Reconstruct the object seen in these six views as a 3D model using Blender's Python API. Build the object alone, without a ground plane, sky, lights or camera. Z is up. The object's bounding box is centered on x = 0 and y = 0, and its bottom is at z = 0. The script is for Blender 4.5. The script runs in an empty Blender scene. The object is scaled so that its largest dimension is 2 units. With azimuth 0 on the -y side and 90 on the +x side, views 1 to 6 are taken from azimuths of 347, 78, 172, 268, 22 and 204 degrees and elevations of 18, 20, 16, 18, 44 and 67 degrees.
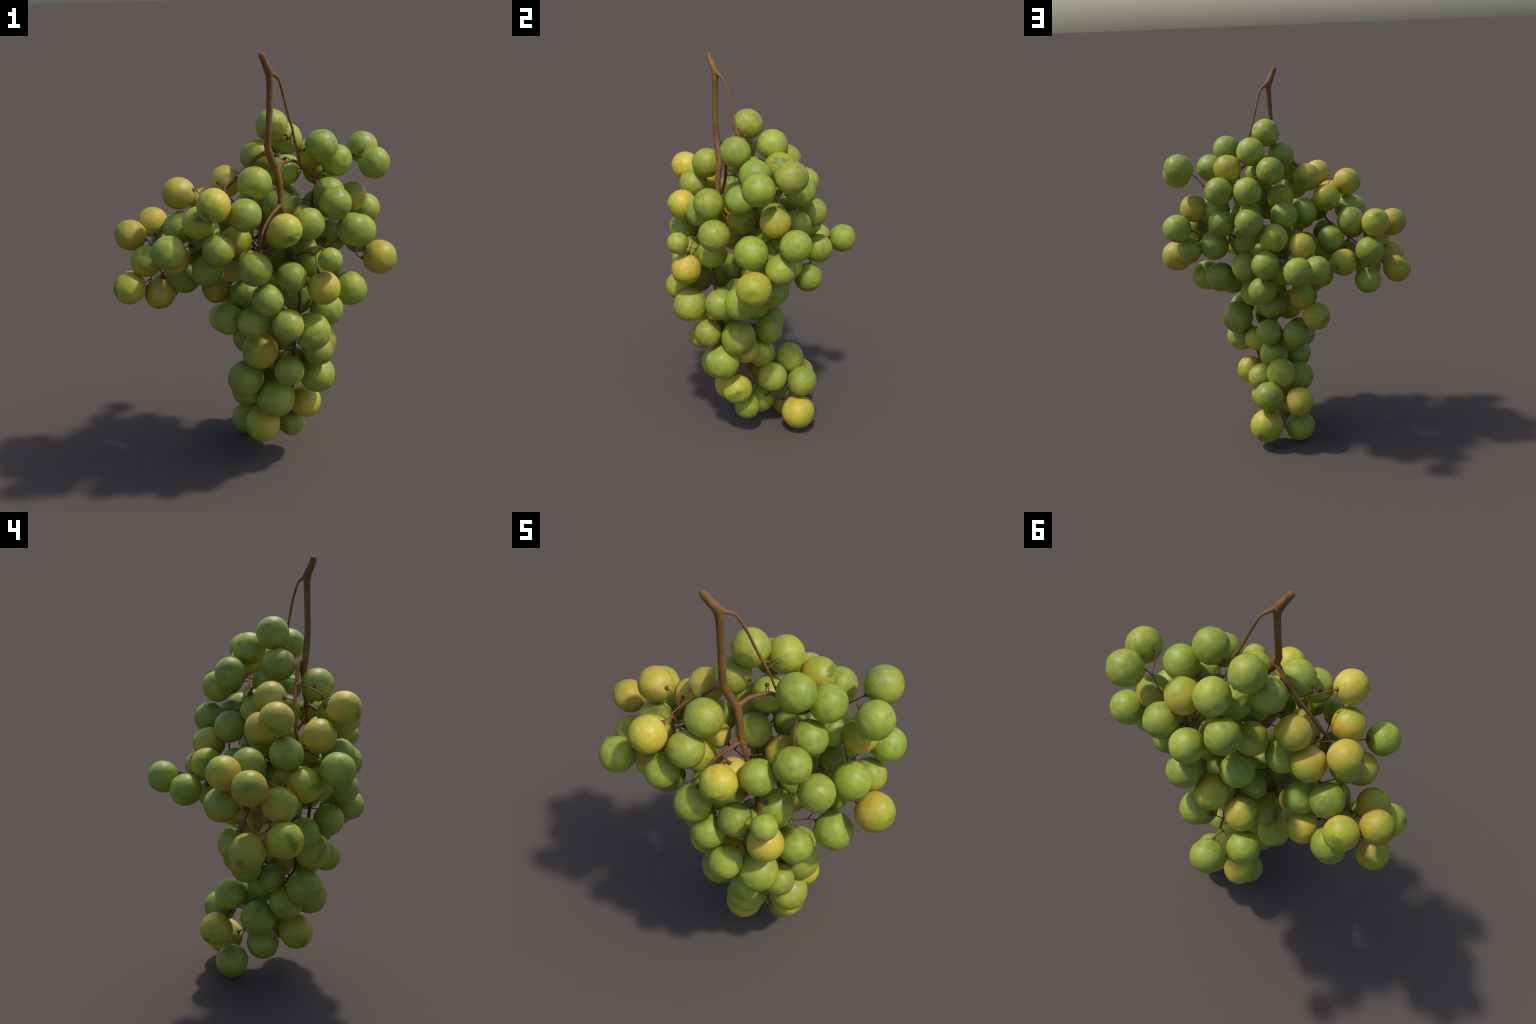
"""A bunch of white table grapes hanging from a woody brown stem.

The bunch is described by its stem skeleton (axis + arms) and, arm by arm, by
where each berry hangs: centre, radius, ripeness (0 green .. 1 yellow) and, for
berries whose stalk end is seen, the direction (azimuth, elevation) of that end.
Stalks are grown from the berries back to the nearest free spot of the skeleton.
"""
import bpy, bmesh, math, random
import numpy as np
from mathutils import Vector, Matrix, Quaternion, noise

rng = random.Random(11)

# ------------------------------------------------------------------ skeleton
# (x, y, z, radius) control points
AXIS = [(-0.002, -0.276, 1.986, .0132), (0.003, -0.274, 1.977, .0138), (0.009, -0.269, 1.962, .0134), (0.018, -0.263, 1.945, .0150),
        (0.031, -0.252, 1.920, .0172), (0.036, -0.250, 1.875, .0138), (0.033, -0.249, 1.764, .0128),
        (0.028, -0.247, 1.677, .0132), (0.025, -0.240, 1.600, .0145), (0.043, -0.233, 1.540, .0160),
        (0.066, -0.228, 1.493, .0150), (0.077, -0.238, 1.420, .0130), (0.079, -0.239, 1.345, .0122),
        (0.092, -0.243, 1.304, .0110), (0.112, -0.252, 1.200, .0092), (0.138, -0.263, 1.070, .0082),
        (0.153, -0.268, 0.930, .0074), (0.159, -0.258, 0.842, .0070), (0.152, -0.241, 0.740, .0068),
        (0.137, -0.218, 0.620, .0068), (0.150, -0.180, 0.500, .0070), (0.171, -0.134, 0.416, .0064),
        (0.163, -0.095, 0.375, .0060), (0.172, -0.050, 0.327, .0055), (0.187, 0.045, 0.255, .0042)]
ARMS = {
    "tendril": [(0.030, -0.253, 1.926, .0130), (0.056, -0.238, 1.905, .0080), (0.084, -0.216, 1.881, .0052),
                (0.108, -0.195, 1.813, .0048), (0.132, -0.179, 1.733, .0048), (0.152, -0.168, 1.674, .0048),
                (0.172, -0.150, 1.603, .0044), (0.186, -0.148, 1.555, .0036), (0.200, -0.140, 1.495, .0028)],
    "left": [(0.030, -0.232, 1.575, .0130), (-0.008, -0.212, 1.558, .0095), (-0.030, -0.196, 1.540, .0088),
             (-0.065, -0.188, 1.504, .0082), (-0.102, -0.178, 1.462, .0078), (-0.172, -0.164, 1.396, .0070),
             (-0.225, -0.158, 1.326, .0066), (-0.249, -0.162, 1.276, .0060), (-0.236, -0.178, 1.205, .0056),
             (-0.262, -0.160, 1.150, .0054), (-0.300, -0.125, 1.112, .0052), (-0.350, -0.075, 1.080, .0048),
             (-0.395, -0.040, 1.045, .0040), (-0.440, -0.015, 0.995, .0030)],
    "right": [(0.068, -0.226, 1.492, .0120), (0.092, -0.200, 1.512, .0088), (0.118, -0.172, 1.514, .0078),
              (0.168, -0.138, 1.511, .0072), (0.207, -0.134, 1.485, .0070), (0.240, -0.140, 1.456, .0066),
              (0.272, -0.122, 1.430, .0064), (0.300, -0.060, 1.405, .0062), (0.316, 0.000, 1.365, .0060),
              (0.306, 0.024, 1.300, .0056), (0.300, 0.028, 1.220, .0052), (0.306, 0.027, 1.150, .0046),
              (0.330, 0.020, 1.080, .0034)],
    "right_tip": [(0.316, 0.000, 1.365, .0050), (0.368, 0.004, 1.386, .0040), (0.418, 0.004, 1.413, .0032),
                  (0.438, 0.005, 1.428, .0024)],
    "front_twig": [(0.134, -0.262, 1.100, .0044), (0.160, -0.300, 1.124, .0034), (0.189, -0.358, 1.142, .0030),
                   (0.203, -0.372, 1.138, .0022)],
    "shoulder_twig": [(-0.102, -0.185, 1.471, .0042), (-0.125, -0.212, 1.469, .0032), (-0.151, -0.241, 1.459, .0030),
                      (-0.185, -0.286, 1.436, .0022)],
    "cheek_twig": [(0.318, 0.022, 1.110, .0040), (0.330, -0.060, 1.105, .0034), (0.328, -0.160, 1.102, .0030),
                   (0.316, -0.182, 1.060, .0028), (0.298, -0.186, 1.000, .0024)],
    "tendril_curl": [(0.152, -0.168, 1.674, .0040), (0.166, -0.142, 1.655, .0030), (0.155, -0.140, 1.618, .0028),
                     (0.150, -0.144, 1.592, .0022)],
    "front": [(0.080, -0.240, 1.340, .0085), (0.050, -0.268, 1.325, .0068), (0.012, -0.304, 1.302, .0062),
              (-0.022, -0.336, 1.266, .0058), (-0.043, -0.360, 1.222, .0050), (-0.052, -0.372, 1.186, .0044)],
    "back": [(0.098, -0.246, 1.275, .0080), (0.080, -0.208, 1.235, .0062), (0.058, -0.162, 1.170, .0058),
             (0.040, -0.090, 1.100, .0054), (0.036, 0.040, 1.060, .0050), (0.030, 0.150, 1.060, .0046),
             (0.030, 0.240, 1.050, .0040), (0.020, 0.310, 1.055, .0030)],
}

# --------------------------------------------- berries: x, y, z, radius, ripeness
CLUSTERS = {}
CLUSTERS["crown_cluster"] = [
    (0.079, -0.097, 1.670, 0.0734, 0.0, (-20, -34)),
    (0.175, 0.008, 1.588, 0.0735, 0.0),
    (0.283, -0.187, 1.581, 0.0733, 0.0),
    (0.089, 0.100, 1.497, 0.0728, 0.0),
    (0.130, -0.070, 1.450, 0.0717, 0.0, (-75, 67)),
]
CLUSTERS["left_arm"] = [
    (0.004, -0.112, 1.540, 0.0729, 0.0, (-9, 4)),
    (-0.047, -0.278, 1.453, 0.0731, 0.0, (163, 7)),
    (-0.131, -0.064, 1.424, 0.0726, 0.9, (-130, 6)),
    (-0.245, -0.366, 1.391, 0.0732, 1.0, (51, 23)),
    (-0.351, -0.073, 1.386, 0.0737, 0.9, (-25, 14)),
    (-0.224, -0.016, 1.317, 0.0734, 0.9, (-99, 26)),
    (-0.293, -0.253, 1.290, 0.0728, 0.8, (85, -32)),
    (-0.355, -0.108, 1.238, 0.0721, 0.1),
    (-0.451, 0.152, 1.203, 0.0727, 0.7, (-91, -41)),
    (-0.342, 0.046, 1.196, 0.0735, 0.0),
    (-0.437, -0.310, 1.185, 0.0736, 0.0, (35, 15)),
    (-0.120, -0.204, 1.178, 0.0710, 0.7),
    (-0.568, 0.055, 1.175, 0.0736, 0.9, (-11, -19)),
    (-0.402, -0.175, 1.115, 0.0737, 0.8),
    (-0.232, 0.047, 1.106, 0.0724, 0.0),
    (-0.512, -0.064, 1.079, 0.0730, 0.7, (72, -44)),
    (-0.260, -0.241, 1.065, 0.0716, 0.0),
    (-0.414, 0.170, 1.056, 0.0741, 0.0),
    (-0.124, -0.124, 1.033, 0.0700, 0.5),
    (-0.220, -0.037, 1.017, 0.0640, 0.3),
    (-0.281, 0.126, 0.990, 0.0732, 0.8, (-130, 11)),
    (-0.340, -0.062, 0.984, 0.0715, 0.0),
    (-0.598, -0.075, 0.960, 0.0737, 0.6, (17, -8)),
    (-0.589, 0.076, 0.918, 0.0736, 0.5, (-28, 18)),
    (-0.457, -0.041, 0.907, 0.0727, 0.5),
    (-0.182, -0.004, 0.893, 0.0716, 0.9),
    (-0.414, 0.127, 0.880, 0.0716, 0.0),
]
CLUSTERS["right_arm"] = [
    (0.552, 0.021, 1.525, 0.0746, 0.0, (-145, -25)),
    (0.300, 0.021, 1.509, 0.0720, 1.0, (167, -38)),
    (0.380, -0.111, 1.496, 0.0721, 0.0),
    (0.560, -0.126, 1.474, 0.0739, 0.0, (168, 28)),
    (0.217, 0.163, 1.411, 0.0714, 0.0),
    (0.360, 0.111, 1.410, 0.0725, 0.0),
    (0.326, -0.168, 1.361, 0.0718, 0.0, (157, 38)),
    (0.486, -0.031, 1.302, 0.0726, 0.8, (151, -68)),
    (0.369, -0.013, 1.285, 0.0670, 0.0),
    (0.221, 0.209, 1.261, 0.0728, 0.0),
    (0.351, 0.101, 1.242, 0.0696, 0.0),
    (0.396, -0.299, 1.217, 0.0734, 0.0),
    (0.581, 0.047, 1.216, 0.0728, 0.0, (176, -12)),
    (0.487, -0.140, 1.158, 0.0785, 0.0),
    (0.223, -0.005, 1.104, 0.0772, 0.0),
    (0.391, 0.003, 1.102, 0.0782, 0.0),
    (0.528, -0.009, 1.082, 0.0721, 0.0, (175, 46)),
    (0.589, -0.142, 1.019, 0.0824, 1.0, (161, -4)),
    (0.366, -0.005, 0.920, 0.0780, 0.0),
    (0.432, -0.172, 0.886, 0.0806, 0.0, (175, 19)),
]
CLUSTERS["back_arm"] = [
    (0.025, -0.005, 1.333, 0.0704, 0.5, (-46, -68)),
    (0.028, 0.115, 1.264, 0.0725, 0.0),
    (0.188, 0.008, 1.256, 0.0673, 0.0),
    (-0.104, -0.029, 1.247, 0.0710, 0.1),
    (-0.075, -0.130, 1.238, 0.0570, 0.3),
    (0.099, 0.215, 1.173, 0.0735, 0.6, (-78, -0)),
    (-0.030, 0.100, 1.120, 0.0580, 0.0),
    (-0.044, 0.228, 1.116, 0.0722, 1.0, (20, -8)),
    (0.013, 0.433, 1.048, 0.0731, 0.0, (-84, 11)),
    (0.153, 0.266, 1.047, 0.0721, 0.0),
    (0.139, 0.042, 1.039, 0.0804, 0.0),
    (-0.099, 0.328, 1.018, 0.0731, 0.0, (-8, 13)),
    (0.237, 0.089, 0.996, 0.0747, 0.2),
    (0.030, 0.127, 0.962, 0.0690, 0.0),
    (0.052, -0.013, 0.916, 0.0690, 0.0),
    (0.169, 0.217, 0.897, 0.0720, 0.0),
    (0.191, 0.023, 0.828, 0.0730, 1.0),
]
CLUSTERS["upper_axis"] = [
    (0.308, -0.314, 1.343, 0.0733, 0.0),
    (-0.106, -0.339, 1.330, 0.0732, 0.0, (130, 41)),
    (0.091, -0.143, 1.315, 0.0717, 0.0),
    (0.051, -0.414, 1.269, 0.0718, 0.9, (94, 14)),
    (0.179, -0.336, 1.268, 0.0714, 0.0),
    (0.208, -0.141, 1.229, 0.0713, 1.0),
    (0.061, -0.297, 1.217, 0.0640, 0.3, (-119, 78)),
    (-0.226, -0.341, 1.186, 0.0710, 0.0, (76, 40)),
    (0.240, -0.453, 1.133, 0.0535, 0.0, (136, 51)),
    (-0.080, -0.392, 1.102, 0.0775, 0.0, (63, 62)),
    (-0.080, -0.272, 1.095, 0.0550, 0.0),
    (0.225, -0.283, 1.070, 0.0732, 0.0, (-120, 49)),
    (0.229, -0.112, 1.070, 0.0660, 0.0),
    (0.087, -0.371, 1.040, 0.0688, 0.0),
    (0.225, -0.410, 0.991, 0.0729, 1.0, (149, 71)),
    (-0.025, -0.391, 0.955, 0.0697, 0.0),
    (0.228, -0.066, 0.950, 0.0700, 0.0),
    (-0.063, -0.121, 0.889, 0.0719, 0.0),
    (0.182, -0.149, 0.845, 0.0639, 0.0),
    (0.056, -0.429, 0.841, 0.0691, 0.0, (64, 29)),
    (0.290, -0.249, 0.824, 0.0779, 0.0, (98, 42)),
    (-0.074, -0.314, 0.823, 0.0723, 0.0),
]
CLUSTERS["lower_axis"] = [
    (-0.164, -0.190, 0.802, 0.0715, 0.0),
    (-0.070, 0.063, 0.800, 0.0750, 0.5, (-30, -23)),
    (0.050, -0.143, 0.785, 0.0580, 0.0),
    (0.177, -0.386, 0.780, 0.0860, 0.0),
    (0.086, -0.043, 0.718, 0.0724, 0.0),
    (-0.132, 0.106, 0.693, 0.0745, 0.5, (-54, -2)),
    (0.105, -0.161, 0.689, 0.0714, 0.0),
    (-0.030, -0.242, 0.652, 0.0844, 0.7, (23, -11)),
    (0.233, -0.303, 0.646, 0.0684, 0.0),
    (0.277, -0.156, 0.630, 0.0879, 0.0),
    (0.120, 0.030, 0.593, 0.0720, 0.0),
    (-0.022, 0.074, 0.585, 0.0726, 0.0),
    (0.088, -0.317, 0.567, 0.0687, 0.0),
    (0.173, -0.099, 0.512, 0.0704, 0.9),
    (0.003, -0.038, 0.508, 0.0690, 0.0),
    (-0.091, -0.192, 0.493, 0.0858, 0.0),
    (0.250, -0.232, 0.489, 0.0863, 0.0),
    (0.094, -0.009, 0.450, 0.0810, 0.0),
    (-0.049, -0.106, 0.400, 0.0800, 0.0),
    (0.079, 0.157, 0.400, 0.0779, 0.0),
    (0.047, -0.224, 0.386, 0.0887, 0.0),
    (0.172, 0.045, 0.340, 0.0773, 0.1),
    (-0.029, 0.032, 0.315, 0.0855, 0.0),
    (0.217, -0.147, 0.307, 0.0762, 0.9, (172, -4)),
    (0.158, 0.213, 0.294, 0.0789, 0.2),
    (-0.005, 0.238, 0.260, 0.0784, 0.9),
    (-0.005, -0.152, 0.218, 0.0851, 0.8),
    (0.160, -0.083, 0.167, 0.0667, 0.1),
    (0.041, 0.012, 0.143, 0.0792, 0.0),
    (0.173, 0.196, 0.116, 0.0888, 1.0, (-121, 28)),
    (-0.014, 0.170, 0.083, 0.0808, 0.0),
]

# ------------------------------------------------------------------ helpers
def spline(pts, step):
    """Catmull-Rom through control points (any dimension), roughly even spacing."""
    p = np.array(pts, float)
    q = np.vstack([2 * p[0] - p[1], p, 2 * p[-1] - p[-2]])
    out = []
    for i in range(1, len(q) - 2):
        a, b, c, d = q[i - 1], q[i], q[i + 1], q[i + 2]
        n = max(2, int(np.linalg.norm((c - b)[:3]) / step))
        for t in np.arange(n) / n:
            out.append(.5 * (2 * b + (c - a) * t + (2 * a - 5 * b + 4 * c - d) * t * t
                             + (3 * b - a - 3 * c + d) * t ** 3))
    out.append(p[-1])
    return np.array(out)


def tube(bm, pts, radii, sides, round_start=False, wobble=0.0):
    """Sweep a circle along pts (parallel transport), closed at both ends."""
    pts = [Vector(p) for p in pts]
    tan = [(pts[min(i + 1, len(pts) - 1)] - pts[max(i - 1, 0)]).normalized() for i in range(len(pts))]
    nrm = tan[0].orthogonal().normalized()
    rings = []
    if round_start:
        d = (pts[0] - pts[1]).normalized()
        r = radii[0]
        pts = [pts[0] + d * r * .95, pts[0] + d * r * .75, pts[0] + d * r * .4] + pts
        radii = [r * .3, r * .68, r * .93] + list(radii)
        tan = [tan[0]] * 3 + tan
    for i, (p, t, r) in enumerate(zip(pts, tan, radii)):
        nrm = (nrm - t * nrm.dot(t)).normalized()
        bi = t.cross(nrm)
        ring = []
        for k in range(sides):
            a = 2 * math.pi * k / sides
            off = nrm * math.cos(a) + bi * math.sin(a)
            rr = r
            if wobble:
                rr *= 1 + wobble * noise.noise((p + off * r) * 45)
            ring.append(bm.verts.new(p + off * rr))
        rings.append(ring)
    for a, b in zip(rings, rings[1:]):
        for k in range(sides):
            bm.faces.new((a[k], a[(k + 1) % sides], b[(k + 1) % sides], b[k]))
    bm.faces.new(list(reversed(rings[0])))
    bm.faces.new(rings[-1])


def new_object(name, mesh, parent):
    ob = bpy.data.objects.new(name, mesh)
    bpy.context.scene.collection.objects.link(ob)
    ob.parent = parent
    return ob


def smooth(me):
    me.polygons.foreach_set("use_smooth", [True] * len(me.polygons))


# ------------------------------------------------------------------ materials
class Nodes:
    """Small wrapper to write node trees tersely."""
    def __init__(self, name):
        self.mat = bpy.data.materials.new(name)
        self.mat.use_nodes = True
        self.nt = self.mat.node_tree
        self.bsdf = self.nt.nodes["Principled BSDF"]

    def node(self, kind, **kw):
        n = self.nt.nodes.new(kind)
        for k, v in kw.items():
            setattr(n, k, v)
        return n

    def link(self, a, b):
        self.nt.links.new(a, b)

    def put(self, sock, v):
        if hasattr(v, "is_linked") or isinstance(v, bpy.types.NodeSocket):
            self.link(v, sock)
        else:
            sock.default_value = v

    def math(self, op, a, b=0.0, c=0.0, clamp=False):
        n = self.node("ShaderNodeMath", operation=op, use_clamp=clamp)
        for s, v in zip(n.inputs, (a, b, c)):
            self.put(s, v)
        return n.outputs[0]

    def ramp(self, v, lo, hi, a=0.0, b=1.0):
        n = self.node("ShaderNodeMapRange", interpolation_type="SMOOTHSTEP")
        self.put(n.inputs[0], v)
        for i, x in enumerate((lo, hi, a, b)):
            n.inputs[i + 1].default_value = x
        return n.outputs[0]

    def mix(self, f, a, b, blend="MIX"):
        n = self.node("ShaderNodeMix", data_type="RGBA", blend_type=blend)
        self.put(n.inputs[0], f)
        self.put(n.inputs[6], a if not isinstance(a, tuple) else (*a, 1))
        self.put(n.inputs[7], b if not isinstance(b, tuple) else (*b, 1))
        return n.outputs[2]

    def noise(self, vec, scale, detail=2.0, rough=.5, w=None, distort=0.0):
        n = self.node("ShaderNodeTexNoise", noise_dimensions="4D" if w is not None else "3D")
        self.link(vec, n.inputs["Vector"])
        n.inputs["Scale"].default_value = scale
        n.inputs["Detail"].default_value = detail
        n.inputs["Roughness"].default_value = rough
        n.inputs["Distortion"].default_value = distort
        if w is not None:
            self.link(w, n.inputs["W"])
        return n.outputs["Fac"]

    def stretch(self, vec, scale):
        n = self.node("ShaderNodeMapping")
        self.link(vec, n.inputs["Vector"])
        n.inputs["Scale"].default_value = scale
        return n.outputs[0]


def skin_material(name, ripe, turn=0.0):
    """Grape skin. Local +z is the stalk end, -z the blossom end."""
    N = Nodes(name)
    obj = N.node("ShaderNodeTexCoord").outputs["Object"]
    rnd = N.node("ShaderNodeObjectInfo").outputs["Random"]
    w = N.math("MULTIPLY", rnd, 37.0)
    sep = N.node("ShaderNodeSeparateXYZ")
    N.link(obj, sep.inputs[0])
    z = sep.outputs[2]
    big = N.noise(obj, .9, 2, .5, w)
    mid = N.noise(obj, 2.2, 3, .55, w)
    fine = N.noise(obj, 7.0, 3, .6, w)
    streak = N.noise(N.stretch(obj, (3.2, 3.2, .7)), 1.5, 3, .6, w, .3)
    if ripe:
        # amber near the stalk, lemon round the waist, lime to deep green at the blossom end
        zz = N.math("ADD", N.math("SUBTRACT", z, turn), N.math("MULTIPLY", N.math("SUBTRACT", big, .5), 1.5))
        c = N.mix(N.ramp(mid, .38, .66), RIPE["lemon"], RIPE["amber"])
        c = N.mix(N.ramp(zz, -.02, -.78), c, RIPE["lime"])
        soft = N.noise(N.stretch(obj, (1.5, 1.5, .8)), 1.4, 1, .4, N.math("ADD", w, 4.0))
        oval = N.node("ShaderNodeVectorMath", operation="LENGTH")
        N.link(N.stretch(obj, (.85, 1.7, 0)), oval.inputs[0])
        smudge = N.math("MULTIPLY_ADD", N.math("SUBTRACT", soft, .5), -1.1, oval.outputs["Value"])
        smudge = N.math("MULTIPLY", N.ramp(smudge, .66 + turn * .3, .06), N.ramp(z, -.1, -.6))
        c = N.mix(N.math("MULTIPLY", smudge, N.math("MULTIPLY_ADD", rnd, .40, .50)), c, RIPE["green"])
        pale = N.math("MULTIPLY", N.ramp(z, .45, .85), .40)
        c = N.mix(pale, c, RIPE["cream"])
        c = N.mix(N.ramp(streak, .54, .74, 0, .55), c, RIPE["cream"])
    else:
        c = N.mix(N.ramp(mid, .36, .66), GREEN["leaf"], GREEN["lime"])
        c = N.mix(N.ramp(big, .48, .70, 0, .62), c, GREEN["olive"])
        c = N.mix(N.ramp(streak, .55, .78, 0, .45), c, GREEN["pale"])
        bloom = N.noise(obj, 1.7, 3, .6, N.math("ADD", w, 9.0))
        c = N.mix(N.ramp(bloom, .50, .72, 0, .55), c, GREEN["bloom"])
        blot = N.math("MULTIPLY", N.ramp(z, -.60, -1.0), N.ramp(mid, .40, .62))
        c = N.mix(N.math("MULTIPLY", blot, .55), c, GREEN["deep"])
    if not ripe:
        # thin pressed crease beside the blossom end, on some berries only
        bend = N.math("MULTIPLY_ADD", N.math("SUBTRACT", big, .5), .5, .22)
        gap = N.math("ABSOLUTE", N.math("SUBTRACT", sep.outputs[0], bend))
        line = N.math("MULTIPLY", N.ramp(gap, .022, .004), N.ramp(N.math("ABSOLUTE", sep.outputs[1]), .52, .25))
        line = N.math("MULTIPLY", line, N.ramp(z, -.35, -.6))
        line = N.math("MULTIPLY", line, N.ramp(N.math("FRACT", N.math("MULTIPLY", rnd, 7.7)), .40, .46))
        c = N.mix(N.math("MULTIPLY", line, .55), c, GREEN["deep"])
        side = N.math("MULTIPLY", N.ramp(gap, .09, .03), N.ramp(N.math("ABSOLUTE", sep.outputs[1]), .55, .3))
        side = N.math("MULTIPLY", N.math("MULTIPLY", side, N.ramp(z, -.35, -.6)), .25)
        c = N.mix(side, c, GREEN["pale"])
    # soft darker mottling, then tiny brown freckles
    cloud = N.noise(obj, 3.2, 2, .45, N.math("ADD", w, 21.0))
    c = N.mix(N.ramp(cloud, .52, .74, 0, .45), c, (.165, .230, .055) if not ripe else (.42, .31, .035))
    vor = N.node("ShaderNodeTexVoronoi", feature="F1")
    N.link(obj, vor.inputs["Vector"])
    vor.inputs["Scale"].default_value = 7.5
    dot = N.ramp(vor.outputs["Distance"], .10, .05)
    pick = N.node("ShaderNodeTexWhiteNoise", noise_dimensions="3D")
    N.link(vor.outputs["Position"], pick.inputs["Vector"])
    dot = N.math("MULTIPLY", dot, N.math("GREATER_THAN", pick.outputs["Value"], .62))
    c = N.mix(N.math("MULTIPLY", dot, .55 if ripe else .40), c, (.13, .065, .02))
    # blossom scar
    rad = N.node("ShaderNodeVectorMath", operation="LENGTH")
    N.link(N.stretch(obj, (1, 1, 0)), rad.inputs[0])
    scar = N.math("MULTIPLY", N.ramp(rad.outputs["Value"], .045, .02), N.ramp(z, -.8, -.95))
    c = N.mix(N.math("MULTIPLY", scar, .45), c, (.10, .055, .02))
    # per berry lightness
    hsv = N.node("ShaderNodeHueSaturation")
    N.link(c, hsv.inputs["Color"])
    N.link(N.math("MULTIPLY_ADD", rnd, .014, .493), hsv.inputs["Hue"])
    N.link(N.math("MULTIPLY_ADD", N.math("FRACT", N.math("MULTIPLY", rnd, 17.3)), .24, .88), hsv.inputs["Value"])
    N.link(hsv.outputs[0], N.bsdf.inputs["Base Color"])
    N.link(N.ramp(mid, .3, .7, .44, .54), N.bsdf.inputs["Roughness"])
    N.bsdf.inputs["Specular IOR Level"].default_value = .44
    bump = N.node("ShaderNodeBump")
    bump.inputs["Strength"].default_value = .10
    bump.inputs["Distance"].default_value = .012
    N.link(N.math("ADD", mid, N.math("MULTIPLY", fine, .12)), bump.inputs["Height"])
    N.link(bump.outputs[0], N.bsdf.inputs["Normal"])
    return N.mat


def wood_material(name, light, dark, tip):
    N = Nodes(name)
    obj = N.node("ShaderNodeTexCoord").outputs["Object"]
    n1 = N.noise(obj, 14, 4, .6)
    n2 = N.noise(N.stretch(obj, (90, 90, 9)), 1.0, 3, .6)
    c = N.mix(N.ramp(n1, .35, .68), dark, light)
    c = N.mix(N.ramp(n2, .50, .72, 0, .45), c, tip)
    N.link(c, N.bsdf.inputs["Base Color"])
    N.bsdf.inputs["Roughness"].default_value = .62
    N.bsdf.inputs["Specular IOR Level"].default_value = .3
    bump = N.node("ShaderNodeBump")
    bump.inputs["Strength"].default_value = .25
    bump.inputs["Distance"].default_value = .002
    N.link(n2, bump.inputs["Height"])
    N.link(bump.outputs[0], N.bsdf.inputs["Normal"])
    return N.mat


RIPE = dict(lemon=(.520, .440, .045), amber=(.570, .385, .040), lime=(.365, .395, .030),
            green=(.105, .170, .016), cream=(.66, .57, .16))
GREEN = dict(leaf=(.245, .318, .035), lime=(.345, .395, .038), olive=(.385, .370, .032),
             pale=(.420, .480, .105), bloom=(.285, .365, .105), deep=(.110, .175, .024))
MAT_RIPE = skin_material("ripe_grape_skin", True)
MAT_TURNING = skin_material("turning_grape_skin", True, .30)
MAT_GREEN = skin_material("green_grape_skin", False)
MAT_STEM = wood_material("brown_stem_bark", (.235, .115, .034), (.165, .079, .024), (.27, .15, .053))
MAT_STALK = wood_material("stalk_bark", (.215, .095, .035), (.14, .060, .022), (.25, .125, .048))

# ------------------------------------------------------------------ root
root = bpy.data.objects.new("grape_bunch", None)
bpy.context.scene.collection.objects.link(root)
root["label"] = "bunch of green and yellow grapes on a brown stem"
root["category"] = "grapes"

# ------------------------------------------------------------------ stem
bm = bmesh.new()
axis = spline(AXIS, .012)
axis[:, 3] += .0012
tube(bm, axis[:, :3], list(axis[:, 3]), 14, round_start=True, wobble=.10)
arm_lines = [axis]
for name, ctrl in ARMS.items():
    line = spline(ctrl, .010)
    line[:, 3] += .0009
    arm_lines.append(line)
    tube(bm, line[:, :3], list(line[:, 3]), 10, wobble=.12)
me = bpy.data.meshes.new("stem")
bm.to_mesh(me)
bm.free()
stem = new_object("stem", me, root)
rm = stem.modifiers.new("fuse", "REMESH")
rm.mode = "VOXEL"
rm.voxel_size = .0019
sm = stem.modifiers.new("fillet", "SMOOTH")
sm.factor = .5
sm.iterations = 5
dg = bpy.context.evaluated_depsgraph_get()
fused = bpy.data.meshes.new_from_object(stem.evaluated_get(dg))
stem.modifiers.clear()
stem.data = fused
fused.name = "stem"
fused.materials.clear()
fused.materials.append(MAT_STEM)
smooth(fused)

# ------------------------------------------------------------------ grapes
def grape_mesh(name, seed, mat, crease):
    """Unit berry: slightly uneven ball, dimpled at the stalk, tiny blossom pit."""
    r = random.Random(seed)
    bm = bmesh.new()
    bmesh.ops.create_icosphere(bm, subdivisions=5, radius=1.0)
    off = Vector((r.uniform(0, 50), r.uniform(0, 50), r.uniform(0, 50)))
    oblong = r.uniform(-.025, .035)
    lean = r.uniform(0, math.tau)
    for v in bm.verts:
        n = v.co.normalized()
        d = .030 * noise.noise(n * 1.1 + off) + .011 * noise.noise(n * 3.0 + off)
        up = math.acos(max(-1, min(1, n.z)))
        dn = math.pi - up
        d -= .035 * math.exp(-(up / .20) ** 2)
        d -= .020 * math.exp(-(dn / .07) ** 2)
        if crease:   # one shallow pinched fold near the blossom end
            a = math.atan2(n.y, n.x) - lean
            a = (a + math.pi) % math.tau - math.pi
            arc = a * max(.05, math.sin(dn))
            gate = math.exp(-((dn - .45) / .30) ** 2) if abs(a) < 1.6 else 0
            d -= .016 * gate * math.exp(-(arc / .035) ** 2)
            d += .008 * gate * math.exp(-((arc - .09) / .06) ** 2)
        v.co = n * (1 + d)
        v.co.z *= 1 + oblong
    me = bpy.data.meshes.new(name)
    bm.to_mesh(me)
    bm.free()
    me.materials.append(mat)
    smooth(me)
    return me


green_meshes = [grape_mesh("green_grape", 20 + i, MAT_GREEN, i % 3 != 2) for i in range(6)]
ripe_meshes = [grape_mesh("ripe_grape", 60 + i, MAT_RIPE, False) for i in range(4)]
turning_meshes = [grape_mesh("turning_grape", 80 + i, MAT_TURNING, False) for i in range(4)]

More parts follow.
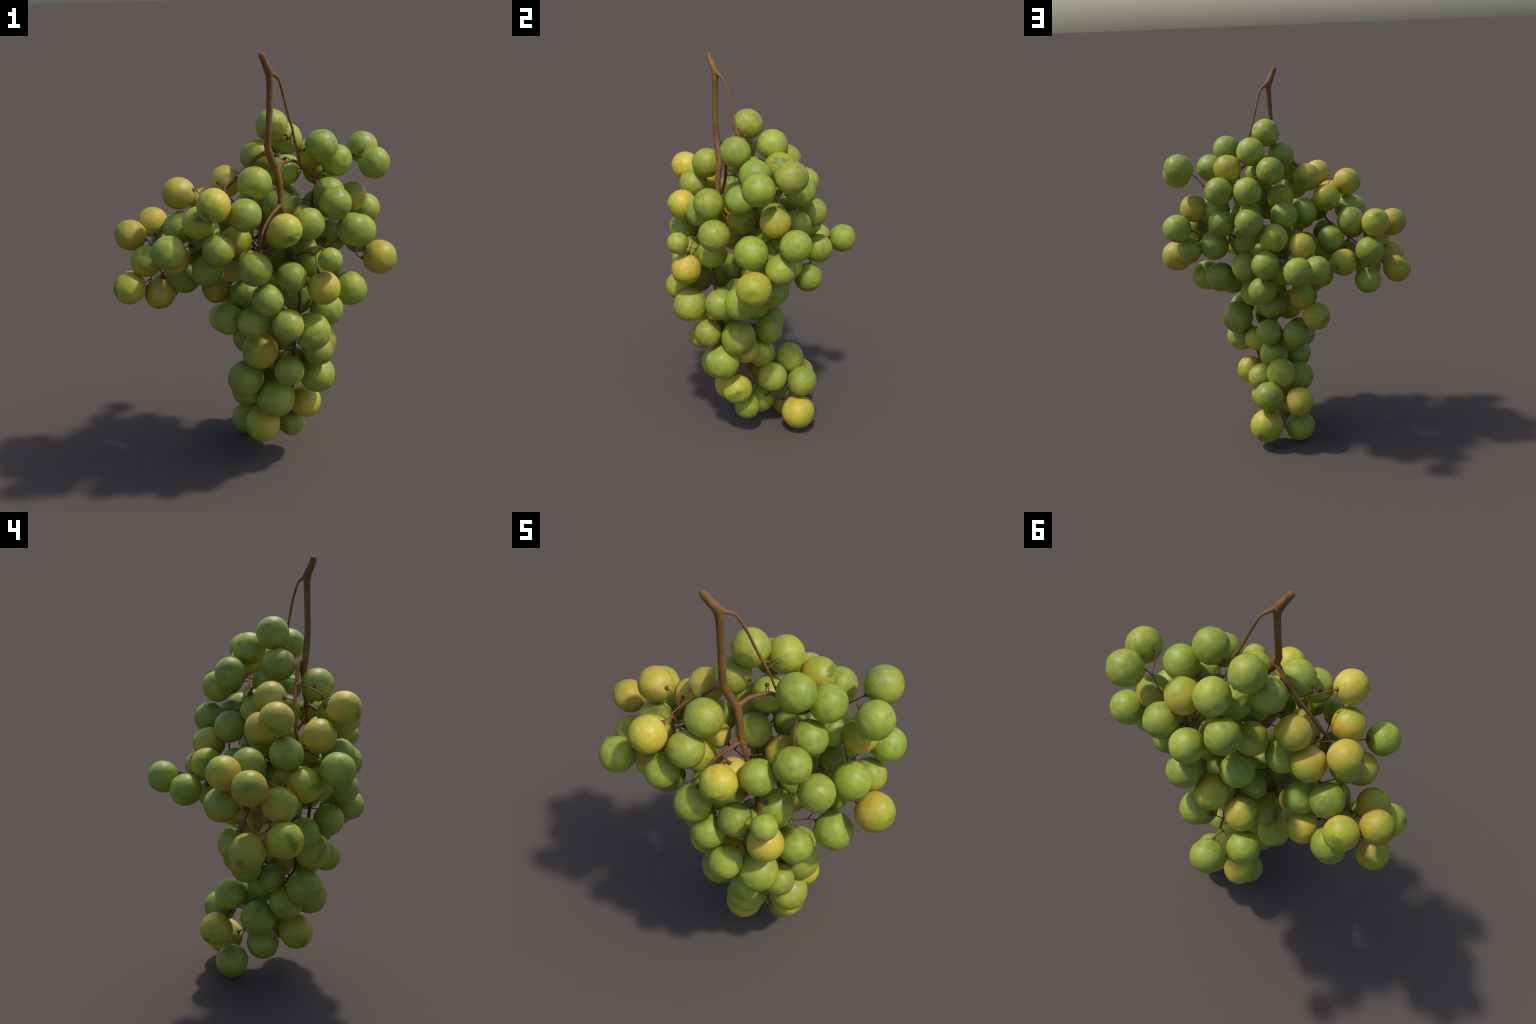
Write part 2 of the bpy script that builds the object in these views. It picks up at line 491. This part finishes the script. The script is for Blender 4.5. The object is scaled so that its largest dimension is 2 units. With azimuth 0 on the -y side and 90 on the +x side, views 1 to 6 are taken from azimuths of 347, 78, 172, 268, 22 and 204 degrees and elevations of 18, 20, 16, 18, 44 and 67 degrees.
berries = []
for cluster, rows in CLUSTERS.items():
    for row in rows:
        x, y, zc, r, ripe = row[:5]
        pole = None
        if len(row) > 5:
            az, el = (math.radians(a) for a in row[5])
            pole = np.array([math.cos(el) * math.cos(az), math.cos(el) * math.sin(az), math.sin(el)])
        berries.append([np.array([x, y, zc]), r, ripe, pole])
C = np.array([b[0] for b in berries])
R = np.array([b[1] for b in berries])

# ------------------------------------------------------------------ stalks
# anchors: points of the skeleton (skip the bare top), then points of grown stalks
anchors, tang, thick = [], [], []
for line in arm_lines:
    for p, q in zip(line[:-1:2], line[1::2]):
        if p[2] < 1.60:
            anchors.append(p[:3])
            d = (q - p)[:3]
            tang.append(d / (np.linalg.norm(d) + 1e-9))
            thick.append(p[3])
anchors, tang = list(anchors), list(tang)
order = sorted(range(len(berries)),
               key=lambda i: min(np.linalg.norm(C[i] - a) for a in anchors) - R[i])
T = np.linspace(0, 1, 17)[:, None]


def stalk_curve(c, r, n, a, bow):
    s = c + n * r * .962
    L = np.linalg.norm(a - s)
    p1 = s + n * min(.40 * L, .045) + bow * .3
    p2 = a + (s - a) * .30 + bow
    return (1 - T) ** 3 * s + 3 * (1 - T) ** 2 * T * p1 + 3 * (1 - T) * T ** 2 * p2 + T ** 3 * a


stalk_lines = []
nr = np.random.default_rng(5)
for i in order:
    c, r, ripe, pole = berries[i]
    A = np.array(anchors)
    dist = np.linalg.norm(A - c, axis=1)
    cand = np.argsort(dist)[:50]
    near = np.where(np.linalg.norm(C - c, axis=1) < .45)[0]
    near = near[near != i]
    best = None
    for j in cand:
        a = A[j]
        to = (a - c) / (np.linalg.norm(a - c) + 1e-9)
        n0 = to if pole is None else pole
        if pole is not None and dist[j] > .3:
            continue
        for bow in (np.zeros(3), *(nr.normal(size=(3, 3)) * .25 * dist[j] * .3)):
            pts = stalk_curve(c, r, n0, a, bow)
            L = np.linalg.norm(np.diff(pts, axis=0), axis=1).sum()
            d = np.linalg.norm(pts[:, None] - C[near][None], axis=2) - R[near][None]
            hit = np.clip(.004 - d, 0, .06).sum()
            own = np.clip(r * .97 - np.linalg.norm(pts[2:] - c, axis=1), 0, .1).sum()
            cost = L + 2.2 * hit + 4.0 * own + (.03 if L < .03 else 0)
            if best is None or cost < best[0]:
                best = (cost, pts, n0, j, L)
    cost, pts, n0, j, L = best
    berries[i][3] = n0
    stalk_lines.append((i, pts, L))
    for k in range(6, 15, 2):
        anchors.append(pts[k])
        d = pts[k - 1] - pts[k]
        tang.append(d / np.linalg.norm(d))

for i, pts, L in stalk_lines:
    bm = bmesh.new()
    s = np.linspace(0, 1, 17)
    base = .0019 + .0006 * min(1, L / .15)
    # extra rings in the flared cap
    fine_t = np.concatenate([np.linspace(0, min(.5, .022 / L), 9), np.linspace(min(.5, .022 / L), 1, 16)[1:]])
    P = np.stack([np.interp(fine_t, s, pts[:, k]) for k in range(3)], 1)
    rad = base + .0078 * np.exp(-(fine_t * L / .0095) ** 1.7) + .0014 * np.exp(-((1 - fine_t) * L / .012))
    tube(bm, P, list(rad), 10, wobble=.15)
    bmesh.ops.recalc_face_normals(bm, faces=bm.faces)
    me = bpy.data.meshes.new("stalk")
    bm.to_mesh(me)
    bm.free()
    me.materials.append(MAT_STALK)
    smooth(me)
    new_object("stalk", me, root)

for k, (c, r, ripe, pole) in enumerate(berries):
    me = rng.choice(ripe_meshes if ripe >= .65 else turning_meshes if ripe >= .3 else green_meshes)
    ob = new_object("grape", me, root)
    q = Vector(pole).to_track_quat("Z", "Y") @ Quaternion((0, 0, 1), rng.uniform(0, math.tau))
    ob.rotation_mode = "QUATERNION"
    ob.rotation_quaternion = q
    ob.location = c
    s = r * 1.0
    ob.scale = (s * rng.uniform(.985, 1.015), s * rng.uniform(.985, 1.015), s * rng.uniform(.99, 1.015))

bpy.context.view_layer.update()
